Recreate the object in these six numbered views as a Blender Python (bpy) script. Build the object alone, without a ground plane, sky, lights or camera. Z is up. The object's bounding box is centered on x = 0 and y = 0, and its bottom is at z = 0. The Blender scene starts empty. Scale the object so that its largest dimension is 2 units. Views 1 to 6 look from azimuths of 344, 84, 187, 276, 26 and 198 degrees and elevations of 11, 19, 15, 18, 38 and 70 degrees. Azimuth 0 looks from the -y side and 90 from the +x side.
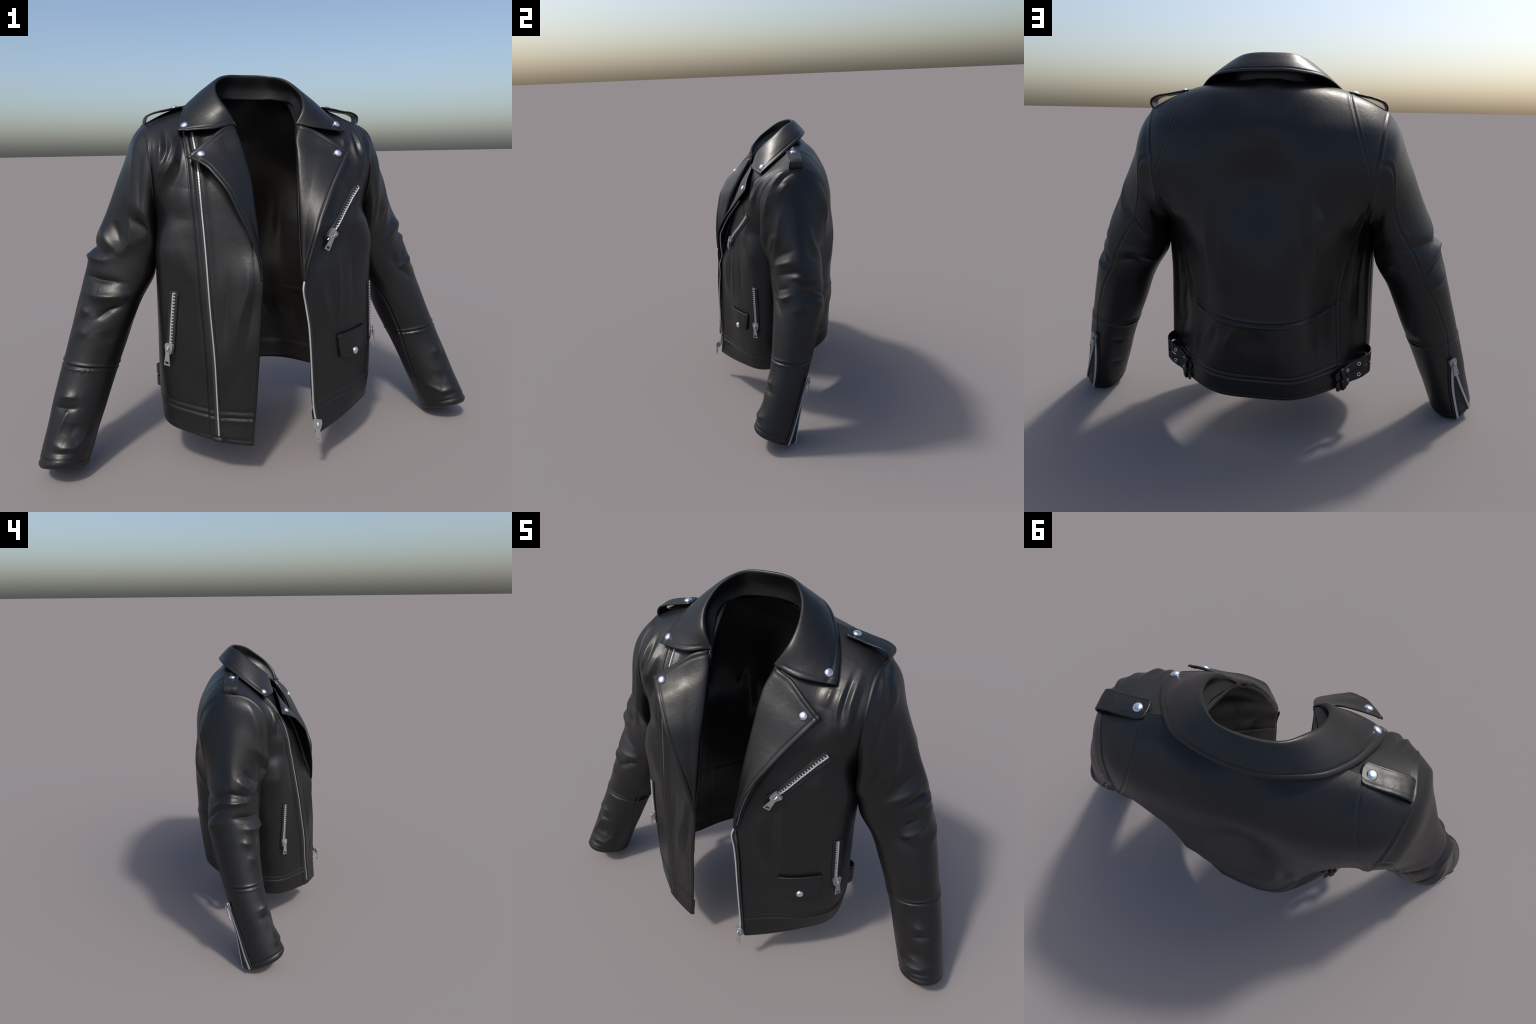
# Black leather biker jacket, standing open as if worn by an invisible figure.
# Frame: metres, z up, front towards -y, wearer's left at +x.
import bpy, bmesh, math
import numpy as np
from mathutils import Vector
from mathutils.bvhtree import BVHTree

rng = np.random.default_rng(7)

# ------------------------------------------------------------------ helpers
def cr_matrix(knots, t):
    """Weights of a non-uniform Catmull-Rom (cubic Hermite) curve: rows = t, cols = knots."""
    k = np.asarray(knots, float); n = len(k); t = np.asarray(t, float)
    D = np.zeros((n, n))                                   # tangents as weights of the points
    for i in range(n):
        if 0 < i < n - 1:
            h0, h1 = k[i] - k[i-1], k[i+1] - k[i]
            a = h1 / (h0 + h1)
            D[i, i-1] += -a / h0; D[i, i] += a / h0 - (1 - a) / h1; D[i, i+1] += (1 - a) / h1
    D[0, 0], D[0, 1] = -1 / (k[1]-k[0]), 1 / (k[1]-k[0])
    D[-1, -2], D[-1, -1] = -1 / (k[-1]-k[-2]), 1 / (k[-1]-k[-2])
    if n > 2:
        D[0] = 1.5 * D[0] - .5 * D[1]; D[-1] = 1.5 * D[-1] - .5 * D[-2]
    seg = np.clip(np.searchsorted(k, t, side='right') - 1, 0, n - 2)
    h = k[seg+1] - k[seg]; s = (t - k[seg]) / h
    I = np.eye(n)
    h00 = 2*s**3 - 3*s**2 + 1; h10 = s**3 - 2*s**2 + s; h01 = -2*s**3 + 3*s**2; h11 = s**3 - s**2
    return (h00[:, None]*I[seg] + (h10*h)[:, None]*D[seg] + h01[:, None]*I[seg+1] + (h11*h)[:, None]*D[seg+1])

def curve(pts, n, closed=False):
    """Smooth curve through points, resampled evenly by length."""
    p = np.asarray(pts, float)
    if closed:
        m = len(p); p = np.vstack([p[-2:], p, p[:3]])
    k = np.concatenate([[0], np.cumsum(np.maximum(np.linalg.norm(np.diff(p, axis=0), axis=1), 1e-6) ** .5)])
    if closed:
        t = np.linspace(k[2], k[2+m], n*6 + 1)
    else:
        t = np.linspace(0, k[-1], n*6 + 1)
    q = cr_matrix(k, t) @ p
    s = np.concatenate([[0], np.cumsum(np.linalg.norm(np.diff(q, axis=0), axis=1))])
    u = np.linspace(0, s[-1], n + 1)[:-1] if closed else np.linspace(0, s[-1], n)
    return np.stack([np.interp(u, s, q[:, i]) for i in range(3)], 1)

def unit(v):
    return v / np.maximum(np.linalg.norm(v, axis=-1, keepdims=True), 1e-9)

def grid_normals(P, closed_u=False):
    if closed_u:
        du = np.roll(P, -1, 1) - np.roll(P, 1, 1)
    else:
        du = np.gradient(P, axis=1)
    dv = np.gradient(P, axis=0)
    return unit(np.cross(du, dv))

def sstep(x, a, b):
    t = np.clip((x - a) / (b - a), 0, 1); return t*t*(3 - 2*t)

def seg_dist(P, line):
    """Distance of points to a polyline and position along it (0..1)."""
    line = np.asarray(line, float); sh = P.shape[:-1]; Q = P.reshape(-1, P.shape[-1])
    L = np.concatenate([[0], np.cumsum(np.linalg.norm(np.diff(line, axis=0), axis=1))])
    best = np.full(len(Q), 1e9); pos = np.zeros(len(Q))
    for i in range(len(line) - 1):
        a, d = line[i], line[i+1] - line[i]; l2 = max(d @ d, 1e-12)
        t = np.clip((Q - a) @ d / l2, 0, 1)
        dist = np.linalg.norm(Q - (a + t[:, None]*d), axis=1)
        m = dist < best
        best[m] = dist[m]; pos[m] = (L[i] + t[m]*np.sqrt(l2)) / L[-1]
    return best.reshape(sh), pos.reshape(sh)

def fold(P, line, w, h):
    """Height of a soft fold along a line: tapering at both ends."""
    d, t = seg_dist(P, line)
    return h * np.exp(-1.3*(np.sqrt(1.4*(d / w)**2 + .12) - .346)) * np.sin(np.pi * np.clip(.08 + .84*t, 0, 1))

def seam(P, line, w=.008, h=.003):
    """A stitched seam: a groove with a raised lip to both sides."""
    d, _ = seg_dist(P, line)
    return h * (-1.2*np.exp(-(d / (w*.55))**2) + .7*np.exp(-((d - w*1.35) / (w*.7))**2))

def waves(P, scale, seed, octaves=2):
    """Smooth pseudo-random field built from a few oriented sine waves."""
    r = np.random.default_rng(seed); out = np.zeros(P.shape[:-1]); amp = 1.
    for o in range(octaves):
        for _ in range(5):
            d = unit(r.normal(size=3)) / scale * (2**o) * r.uniform(.7, 1.4) * 2
            out += amp * np.sin(P @ d + r.uniform(0, 6.28)) / 5
        amp *= .5
    return out

# ------------------------------------------------------------------ materials
def new_mat(name):
    m = bpy.data.materials.new(name); m.use_nodes = True
    nt = m.node_tree; b = nt.nodes["Principled BSDF"]
    return m, nt, b

def leather_material(name, base, rough, grain=1.0):
    m, nt, b = new_mat(name)
    tc = nt.nodes.new("ShaderNodeTexCoord")
    n1 = nt.nodes.new("ShaderNodeTexNoise"); n1.inputs["Scale"].default_value = 6; n1.inputs["Detail"].default_value = 5
    nt.links.new(tc.outputs["Object"], n1.inputs["Vector"])
    r = nt.nodes.new("ShaderNodeMapRange")
    r.inputs["From Min"].default_value = .3; r.inputs["From Max"].default_value = .7
    r.inputs["To Min"].default_value = rough - .05; r.inputs["To Max"].default_value = rough + .05
    nt.links.new(n1.outputs["Fac"], r.inputs["Value"]); nt.links.new(r.outputs["Result"], b.inputs["Roughness"])
    cr = nt.nodes.new("ShaderNodeValToRGB")
    cr.color_ramp.elements[0].position = .3; cr.color_ramp.elements[1].position = .75
    cr.color_ramp.elements[0].color = (*[c*.9 for c in base], 1); cr.color_ramp.elements[1].color = (*[c*1.12 for c in base], 1)
    nt.links.new(n1.outputs["Fac"], cr.inputs["Fac"]); nt.links.new(cr.outputs["Color"], b.inputs["Base Color"])
    # pebbled grain and faint soft creases
    vo = nt.nodes.new("ShaderNodeTexVoronoi"); vo.inputs["Scale"].default_value = 220
    nt.links.new(tc.outputs["Object"], vo.inputs["Vector"])
    n2 = nt.nodes.new("ShaderNodeTexNoise"); n2.inputs["Scale"].default_value = 28; n2.inputs["Detail"].default_value = 4; n2.inputs["Distortion"].default_value = .8
    nt.links.new(tc.outputs["Object"], n2.inputs["Vector"])
    b1 = nt.nodes.new("ShaderNodeBump"); b1.inputs["Strength"].default_value = .06*grain; b1.inputs["Distance"].default_value = .002
    nt.links.new(vo.outputs["Distance"], b1.inputs["Height"])
    b2 = nt.nodes.new("ShaderNodeBump"); b2.inputs["Strength"].default_value = .14*grain; b2.inputs["Distance"].default_value = .006
    nt.links.new(n2.outputs["Fac"], b2.inputs["Height"]); nt.links.new(b1.outputs["Normal"], b2.inputs["Normal"])
    nt.links.new(b2.outputs["Normal"], b.inputs["Normal"])
    b.inputs["Specular IOR Level"].default_value = .46
    return m

def metal_material(name, col, rough, metallic=1.):
    m, nt, b = new_mat(name)
    tc = nt.nodes.new("ShaderNodeTexCoord"); n = nt.nodes.new("ShaderNodeTexNoise"); n.inputs["Scale"].default_value = 90
    nt.links.new(tc.outputs["Object"], n.inputs["Vector"])
    r = nt.nodes.new("ShaderNodeMapRange"); r.inputs["To Min"].default_value = rough*.75; r.inputs["To Max"].default_value = rough*1.25
    nt.links.new(n.outputs["Fac"], r.inputs["Value"]); nt.links.new(r.outputs["Result"], b.inputs["Roughness"])
    b.inputs["Base Color"].default_value = (*col, 1); b.inputs["Metallic"].default_value = metallic
    return m

def fabric_material(name, base):
    m, nt, b = new_mat(name)
    tc = nt.nodes.new("ShaderNodeTexCoord"); w = nt.nodes.new("ShaderNodeTexWave"); w.inputs["Scale"].default_value = 160
    nt.links.new(tc.outputs["Object"], w.inputs["Vector"])
    bp = nt.nodes.new("ShaderNodeBump"); bp.inputs["Strength"].default_value = .2; bp.inputs["Distance"].default_value = .001
    nt.links.new(w.outputs["Fac"], bp.inputs["Height"]); nt.links.new(bp.outputs["Normal"], b.inputs["Normal"])
    b.inputs["Base Color"].default_value = (*base, 1); b.inputs["Roughness"].default_value = .75
    return m

LEATHER = leather_material("black_leather", (.0055, .0055, .0059), .40)
LINING = leather_material("black_lining", (.0090, .0080, .0070), .42, .6)  # base tinted warm and slightly lighter to carry the brownish highlights of the interior
STRAP = leather_material("strap_leather", (.0055, .0055, .0059), .38)
TAPE = fabric_material("zipper_tape", (.012, .012, .013))
SILVER = metal_material("polished_silver", (.80, .80, .82), .22)
NICKEL = metal_material("satin_nickel", (.40, .40, .41), .36, .65)
TEETH = metal_material("zipper_metal", (.55, .55, .57), .36, .6)
GUNMETAL = metal_material("dark_gunmetal", (.05, .05, .055), .35)

# ------------------------------------------------------------------ scene graph
root = bpy.data.objects.new("leather_jacket", None)
bpy.context.collection.objects.link(root)
root["label"] = "black leather biker jacket, open front, silver zippers and studs"
root["category"] = "leather jacket"

def add(name, mesh, mat=None, parent=root, kind=None):
    o = bpy.data.objects.new(name, mesh); bpy.context.collection.objects.link(o)
    o.parent = parent
    if mat and not mesh.materials:
        mesh.materials.append(mat)
    if kind:
        o["kind"] = kind
    return o

def mesh_from(name, verts, faces, smooth=True):
    me = bpy.data.meshes.new(name)
    me.from_pydata([tuple(v) for v in verts], [], faces)
    me.update()
    if smooth:
        me.polygons.foreach_set("use_smooth", [True]*len(me.polygons))
    return me

def grid_faces(nv, nu, closed_u=False, base=0, flip=False):
    j = np.arange(nu if closed_u else nu - 1); i = np.arange(nv - 1)
    I, J = np.meshgrid(i, j, indexing='ij'); J2 = (J + 1) % nu
    f = np.stack([I*nu + J, I*nu + J2, (I+1)*nu + J2, (I+1)*nu + J], -1).reshape(-1, 4) + base
    return (f[:, ::-1] if flip else f).tolist()

def grid_mesh(name, P, closed_u=False, flip=False):
    nv, nu = P.shape[:2]
    return mesh_from(name, P.reshape(-1, 3), grid_faces(nv, nu, closed_u, 0, flip))

def slab(name, P, t, flip=False, N=None):
    """Closed piece of leather from a grid: two faces and a rounded rim."""
    nv, nu = P.shape[:2]
    N = grid_normals(P) if N is None else N
    if flip: N = -N
    A = P + N*t/2; B = P - N*t/2
    # thin out towards the rim so the edge looks turned
    verts = np.vstack([A.reshape(-1, 3), B.reshape(-1, 3)])
    faces = grid_faces(nv, nu, False, 0, flip) + grid_faces(nv, nu, False, nv*nu, not flip)
    rim = ([(0, j) for j in range(nu)] + [(i, nu-1) for i in range(1, nv)] + [(nv-1, j) for j in range(nu-2, -1, -1)] + [(i, 0) for i in range(nv-2, 0, -1)])
    ctr = np.array([P[i, j] for i, j in rim])
    inner = np.array([P[min(max(i, 1), nv-2), min(max(j, 1), nu-2)] for i, j in rim])
    out = unit(ctr - inner) * t * .42
    m = len(rim); b0 = len(verts); verts = np.vstack([verts, ctr + out])
    for k in range(m):
        k2 = (k + 1) % m
        a, a2 = rim[k][0]*nu + rim[k][1], rim[k2][0]*nu + rim[k2][1]
        f1 = [a, b0 + k, b0 + k2, a2]; f2 = [b0 + k, a + nv*nu, a2 + nv*nu, b0 + k2]
        if flip: f1, f2 = f1[::-1], f2[::-1]
        faces += [f1, f2]
    return mesh_from(name, verts, faces)

def tube(line, w, h, up, n=8, caps=True):
    """Verts and faces of an oval tube along a line; up = outward direction per point."""
    line = np.asarray(line, float); T = unit(np.gradient(line, axis=0)); up = np.asarray(up, float)
    if up.ndim == 1: up = np.tile(up, (len(line), 1))
    S = unit(np.cross(T, up)); U = np.cross(S, T)
    a = np.linspace(0, 2*np.pi, n, endpoint=False)
    V = line[:, None] + w/2*np.cos(a)[None, :, None]*S[:, None] + h/2*np.sin(a)[None, :, None]*U[:, None]
    f = grid_faces(len(line), n, True)
    if caps:
        f += [list(range(n))[::-1], [(len(line)-1)*n + k for k in range(n)]]
    return V.reshape(-1, 3), f

class Bag:
    """Collects many small pieces into one mesh."""
    def __init__(self): self.v = []; self.f = []; self.n = 0
    def put(self, v, f):
        v = np.asarray(v, float); self.v.append(v); self.f += [[i + self.n for i in q] for q in f]; self.n += len(v)
    def mesh(self, name, smooth=True): return mesh_from(name, np.vstack(self.v), self.f, smooth)

BOXF = [[0, 3, 2, 1], [4, 5, 6, 7], [0, 1, 5, 4], [1, 2, 6, 5], [2, 3, 7, 6], [3, 0, 4, 7]]
def box(c, ex, ey, ez):
    """Box at c with half-axis vectors."""
    c, ex, ey, ez = map(np.asarray, (c, ex, ey, ez))
    return [c-ex-ey-ez, c+ex-ey-ez, c+ex+ey-ez, c-ex+ey-ez, c-ex-ey+ez, c+ex-ey+ez, c+ex+ey+ez, c-ex+ey+ez], BOXF

def smooth_by_angle(me, deg=35):
    bm = bmesh.new(); bm.from_mesh(me)
    bmesh.ops.recalc_face_normals(bm, faces=bm.faces)
    for e in bm.edges:
        e.smooth = not (len(e.link_faces) == 2 and e.calc_face_angle(0) > math.radians(deg))
    bm.to_mesh(me); bm.free()

# ------------------------------------------------------------------ torso control net
# Columns run from the front edge to the side seam (front) and from the side
# seam to the centre of the back; rows run from the hem to the shoulder seam.
VK = [0, .10, .30, .50, .64, .765, .82, .90, 1.00, 1.11, 1.20, 1.28, 1.38]     # row knots
ARM = 5                                                                      # row of the armpit
side = [(.466, .010, .200), (.474, .010, .300), (.472, .012, .50), (.466, .018, .70), (.466, .028, .83), (.452, .054, .945)]
arm_front = [(.458, .000, .985), (.462, -.050, 1.055), (.468, -.092, 1.16), (.470, -.100, 1.27), (.469, -.070, 1.345), (.465, .000, 1.405), (.478, .100, 1.425)]
arm_back = [(.428, .175, .985), (.425, .275, 1.06), (.432, .300, 1.16), (.447, .277, 1.275), (.458, .235, 1.36), (.472, .160, 1.42), (.478, .100, 1.425)]

front_left = [  # edge, a, b, c
    [(.125, -.380, .159), (.215, -.330, .166), (.345, -.243, .178), (.455, -.135, .190)],
    [(.109, -.364, .262), (.200, -.312, .265), (.345, -.243, .275), (.466, -.138, .288)],
    [(.099, -.352, .500), (.200, -.299, .500), (.335, -.238, .500), (.468, -.135, .500)],
    [(.086, -.336, .700), (.190, -.298, .700), (.325, -.237, .700), (.464, -.132, .700)],
    [(.073, -.325, .830), (.180, -.292, .830), (.320, -.232, .830), (.462, -.138, .830)],
    [(.075, -.288, .950), (.180, -.270, .950), (.310, -.223, .950), (.454, -.144, .950)],
    [(.077, -.273, 1.00), (.185, -.268, 1.00), (.305, -.224, 1.00), (.438, -.145, 1.00)],
    [(.081, -.250, 1.07), (.190, -.252, 1.065), (.300, -.215, 1.06), (.408, -.148, 1.06)],
    [(.090, -.217, 1.17), (.190, -.228, 1.17), (.300, -.200, 1.165), (.395, -.156, 1.16)],
    [(.105, -.172, 1.28), (.190, -.180, 1.28), (.300, -.152, 1.275), (.400, -.134, 1.27)],
    [(.117, -.127, 1.36), (.190, -.128, 1.360), (.300, -.096, 1.355), (.400, -.086, 1.348)],
    [(.130, -.090, 1.415), (.190, -.050, 1.440), (.290, -.022, 1.428), (.390, .000, 1.424)],
    [(.155, .090, 1.525), (.200, .105, 1.532), (.290, .120, 1.512), (.390, .116, 1.474)]]
front_right = [
    [(.163, -.386, .153), (.265, -.352, .165), (.375, -.272, .178), (.475, -.150, .190)],
    [(.153, -.377, .262), (.255, -.341, .268), (.370, -.268, .278), (.480, -.152, .290)],
    [(.131, -.369, .500), (.245, -.331, .500), (.360, -.258, .500), (.479, -.150, .500)],
    [(.115, -.358, .700), (.240, -.312, .700), (.350, -.246, .700), (.472, -.148, .700)],
    [(.105, -.351, .830), (.232, -.296, .830), (.345, -.235, .830), (.470, -.148, .830)],
    [(.104, -.303, .950), (.220, -.270, .950), (.330, -.225, .950), (.464, -.148, .950)],
    [(.104, -.290, 1.00), (.215, -.262, 1.00), (.320, -.222, 1.00), (.449, -.151, 1.00)],
    [(.104, -.265, 1.07), (.205, -.252, 1.065), (.310, -.215, 1.06), (.418, -.150, 1.06)],
    [(.109, -.222, 1.17), (.200, -.228, 1.17), (.305, -.198, 1.165), (.398, -.154, 1.16)],
    [(.122, -.160, 1.28), (.200, -.175, 1.28), (.305, -.152, 1.275), (.402, -.134, 1.27)],
    [(.131, -.116, 1.36), (.195, -.124, 1.360), (.305, -.094, 1.355), (.402, -.086, 1.348)],
    [(.137, -.086, 1.415), (.195, -.050, 1.440), (.292, -.022, 1.428), (.392, .000, 1.424)],
    [(.165, .090, 1.525), (.205, .105, 1.532), (.292, .120, 1.512), (.392, .116, 1.474)]]
back_half = [  # c, b, a  (the centre column follows)
    [(.402, .094, .212), (.324, .206, .219), (.174, .332, .227)],
    [(.403, .097, .308), (.325, .212, .316), (.177, .346, .322)],
    [(.396, .096, .500), (.312, .218, .500), (.176, .364, .500)],
    [(.392, .104, .700), (.304, .232, .700), (.172, .372, .700)],
    [(.396, .122, .830), (.302, .258, .830), (.170, .381, .830)],
    [(.404, .160, .950), (.303, .290, .950), (.168, .380, .950)],
    [(.388, .240, 1.00), (.298, .314, 1.00), (.165, .375, 1.00)],
    [(.378, .285, 1.07), (.288, .330, 1.07), (.160, .367, 1.07)],
    [(.380, .308, 1.165), (.280, .338, 1.17), (.150, .355, 1.17)],
    [(.388, .300, 1.280), (.280, .328, 1.285), (.150, .343, 1.290)],
    [(.392, .265, 1.370), (.280, .292, 1.380), (.150, .315, 1.385)],
    [(.390, .192, 1.450), (.285, .208, 1.478), (.155, .244, 1.492)],
    [(.390, .116, 1.474), (.287, .120, 1.512), (.165, .118, 1.534)]]
back_mid = [(0, .358, .231), (0, .370, .326), (0, .394, .500), (0, .394, .700), (0, .390, .830), (0, .366, .950), (0, .352, 1.00),
            (0, .334, 1.07), (0, .316, 1.17), (0, .332, 1.29), (0, .322, 1.385), (0, .252, 1.484), (0, .196, 1.543)]
BX = -.022                                       # the back bulges a little to the wearer's right
WR = .008                                        # and the right half is a little wider

def mirror(p): return (-p[0], p[1], p[2])
def side_r(p): return (-p[0] - WR*(1 if p[2] > .9 else 0), p[1], p[2])
ROWS = len(VK)
edge_col = {+1: [], -1: []}
UF = [0, .10, .25, .42, .58]                     # column knots of a front
UB = [0, .17, .31, .48, .66, .84, 1.01, 1.15, 1.32]   # column knots of the back (left side to right side)

def net(r):
    aF = side[r] if r <= ARM else arm_front[r - ARM - 1]
    aB = side[r] if r <= ARM else arm_back[r - ARM - 1]
    L = list(front_left[r]) + [aF]
    R = [mirror(p) for p in front_right[r]] + [side_r(aF)]
    bl = [aB] + list(back_half[r])
    low = {1: .4, 2: 1, 3: 1, 4: .4}.get(r, 0)         # the flanks are drawn in at the waist
    br = [bl[0]] + [(c[0] - x*low, c[1] - y*low, c[2]) for c, (x, y) in zip(bl[1:], ((.002, .008), (.010, .036), (0, .006)))]
    bl = [bl[0]] + [(c[0] - x*low, c[1] - y*low, c[2]) for c, (x, y) in zip(bl[1:], ((.004, .004), (.004, .012), (.002, .020)))]
    bx = BX * (1 if r < 10 else .5)
    B = bl + [(bx, back_mid[r][1], back_mid[r][2])] + [side_r(p) for p in reversed(br)]
    return np.array(L), np.array(B), np.array(R)

NF, NB = 150, 330
uf = np.linspace(0, UF[-1], NF); ub = np.linspace(0, UB[-1], NB)
rowsL, rowsB, rowsR = [], [], []
for r in range(ROWS):
    L, B, R = net(r)
    if r <= ARM:                                  # one unbroken ring below the armpits
        k = UF + [UF[-1] + x for x in UB[1:]] + [UF[-1] + UB[-1] + (UF[-1] - x) for x in UF[::-1][1:]]
        pts = np.vstack([L, B[1:], R[::-1][1:]])
        rowsL.append(cr_matrix(k, uf) @ pts)
        rowsB.append(cr_matrix(k, UF[-1] + ub) @ pts)
        rowsR.append(cr_matrix(k, UF[-1] + UB[-1] + (UF[-1] - uf)) @ pts)
    else:
        rowsL.append(cr_matrix(UF, uf) @ L); rowsB.append(cr_matrix(UB, ub) @ B); rowsR.append(cr_matrix(UF, uf) @ R)
NV = 340
vf = np.linspace(0, VK[-1], NV)
vf[np.argmin(abs(vf - VK[1]))] = VK[1]
I_BELT = int(np.argmin(abs(vf - VK[1]))); I_ARM = int(np.argmin(abs(vf - VK[ARM])))
vf[I_ARM] = VK[ARM]
MV = cr_matrix(VK, vf)
PL, PB, PR = [np.einsum('vr,ruc->vuc', MV, np.array(x)) for x in (rowsL, rowsB, rowsR)]
# close the side seams exactly below the armpit
for F, col, back_u in ((PL, -1, 0), (PR, -1, NB - 1)):
    d = PB[:I_ARM+1, back_u] - F[:I_ARM+1, -1]
    wF = np.linspace(0, 1, NF)**6; wB = np.linspace(1, 0, NB)**10
    if back_u: wB = wB[::-1]
    F[:I_ARM+1] += .5 * d[:, None] * wF[None, :, None]
    PB[:I_ARM+1] -= .5 * d[:, None] * wB[None, :, None]

# ------------------------------------------------------------------ sleeves: rings
# outer point (x,z), inner point (x,z), front y, back y, how much the front stands higher
RINGS = [((.529, 1.370), (.456, .934), -.106, .276, .00),
         ((.579, 1.248), (.458, .912), -.106, .254, .00),
         ((.655, 1.080), (.463, .860), -.072, .230, .00),
         ((.728, .925), (.478, .785), -.066, .218, .00),
         ((.772, .790), (.535, .692), -.066, .210, .00),
         ((.831, .600), (.601, .535), -.082, .164, .01),
         ((.891, .420), (.668, .380), -.106, .102, .02),
         ((.943, .255), (.733, .215), -.155, .045, .035),
         ((.997, .065), (.806, .035), -.228, -.004, .052)]
SKEW = [0, -.26, -.44, -.42, -.28, -.08, 0, 0, 0]                 # how far the front / the back of each ring lies towards the body
SKEW_BACK = [0, -.12, -.18, 0, .06, .05, 0, 0, 0]
NPHI, NS = 200, 330
phi = np.linspace(0, 2*np.pi, NPHI, endpoint=False)

def sleeve_grid(s):
    F = PL if s > 0 else PR
    bcol = 0 if s > 0 else NB - 1
    front = F[I_ARM:, -1][::-1]                    # shoulder point -> armpit, by the front
    back = PB[I_ARM:, bcol]                        # armpit -> shoulder point, by the back
    loop = np.vstack([front, back[1:-1]])
    # sample the armhole so that the quarter points fall on shoulder, front, armpit, back
    def res(p, n):
        L = np.concatenate([[0], np.cumsum(np.linalg.norm(np.diff(p, axis=0), axis=1))])
        t = np.linspace(0, L[-1], n + 1)[:-1]
        return np.stack([np.interp(t, L, p[:, i]) for i in range(3)], 1)
    ring0 = np.vstack([res(front, NPHI//2), res(back, NPHI//2)])
    rings = [ring0]; wr = WR if s < 0 else 0
    for i, ((ox, oz), (ix, iz), yf, yb, tilt) in enumerate(RINGS):
        C = np.array([(ox+ix)/2, (yf+yb)/2, (oz+iz)/2]); H = np.array([(ox-ix)/2, 0, (oz-iz)/2]); V = np.array([0, (yf-yb)/2, tilt])
        c, sn = np.cos(phi), np.sin(phi)
        e = 1.10 if 2 <= i < 4 else 1.0
        c2 = np.sign(c)*np.abs(c)**e; s2 = np.sign(sn)*np.abs(sn)**e
        sk = SKEW[i]*np.maximum(s2, 0)**1.7 + SKEW_BACK[i]*np.maximum(-s2, 0)**1.7               # the front of the arm lies towards the body
        ring = C + (c2 + sk)[:, None]*H + s2[:, None]*V
        ring[:, 0] += wr * max(0, 1 - i/4)
        ring[:, 0] *= s
        rings.append(ring)
    rings = np.array(rings)
    ctr = rings.mean(1)
    k = np.concatenate([[0], np.cumsum(np.linalg.norm(np.diff(ctr, axis=0), axis=1))])
    k[1:] += .03
    t = np.linspace(0, k[-1], NS)
    return np.einsum('vr,ruc->vuc', cr_matrix(k, t), rings), t / k[-1]

# ------------------------------------------------------------------ relief of the torso

NL, NBk, NR = -grid_normals(PL), -grid_normals(PB), grid_normals(PR)
def orient(P, N, c=(0, .02, 0)):
    d = P - np.array(c); d[..., 2] = 0
    return N if (N*d).sum() > 0 else -N
NL, NBk, NR = orient(PL, NL), orient(PB, NBk), orient(PR, NR)

# waist seam and princess seams of the back (3D guide lines close to the surface)
waist_seam = curve([(.288, .25, .608), (.20, .342, .596), (.09, .385, .588), (-.05, .392, .588), (-.20, .345, .600), (-.322, .24, .616)], 40)
princess_l = curve([(.425, .290, 1.12), (.375, .26, .97), (.325, .26, .85), (.292, .24, .70), (.288, .25, .608), (.302, .23, .44), (.310, .22, .33)], 50)
princess_r = curve([(-.43, .290, 1.10), (-.405, .24, .98), (-.355, .24, .85), (-.328, .23, .70), (-.322, .24, .616), (-.334, .21, .44), (-.342, .205, .33)], 50)
yoke_l = curve([(.335, .09, 1.505), (.33, .22, 1.46), (.37, .275, 1.32), (.432, .28, 1.17)], 40)
yoke_r = curve([(-.335, .09, 1.505), (-.345, .22, 1.45), (-.39, .275, 1.30), (-.437, .285, 1.16)], 40)

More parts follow.
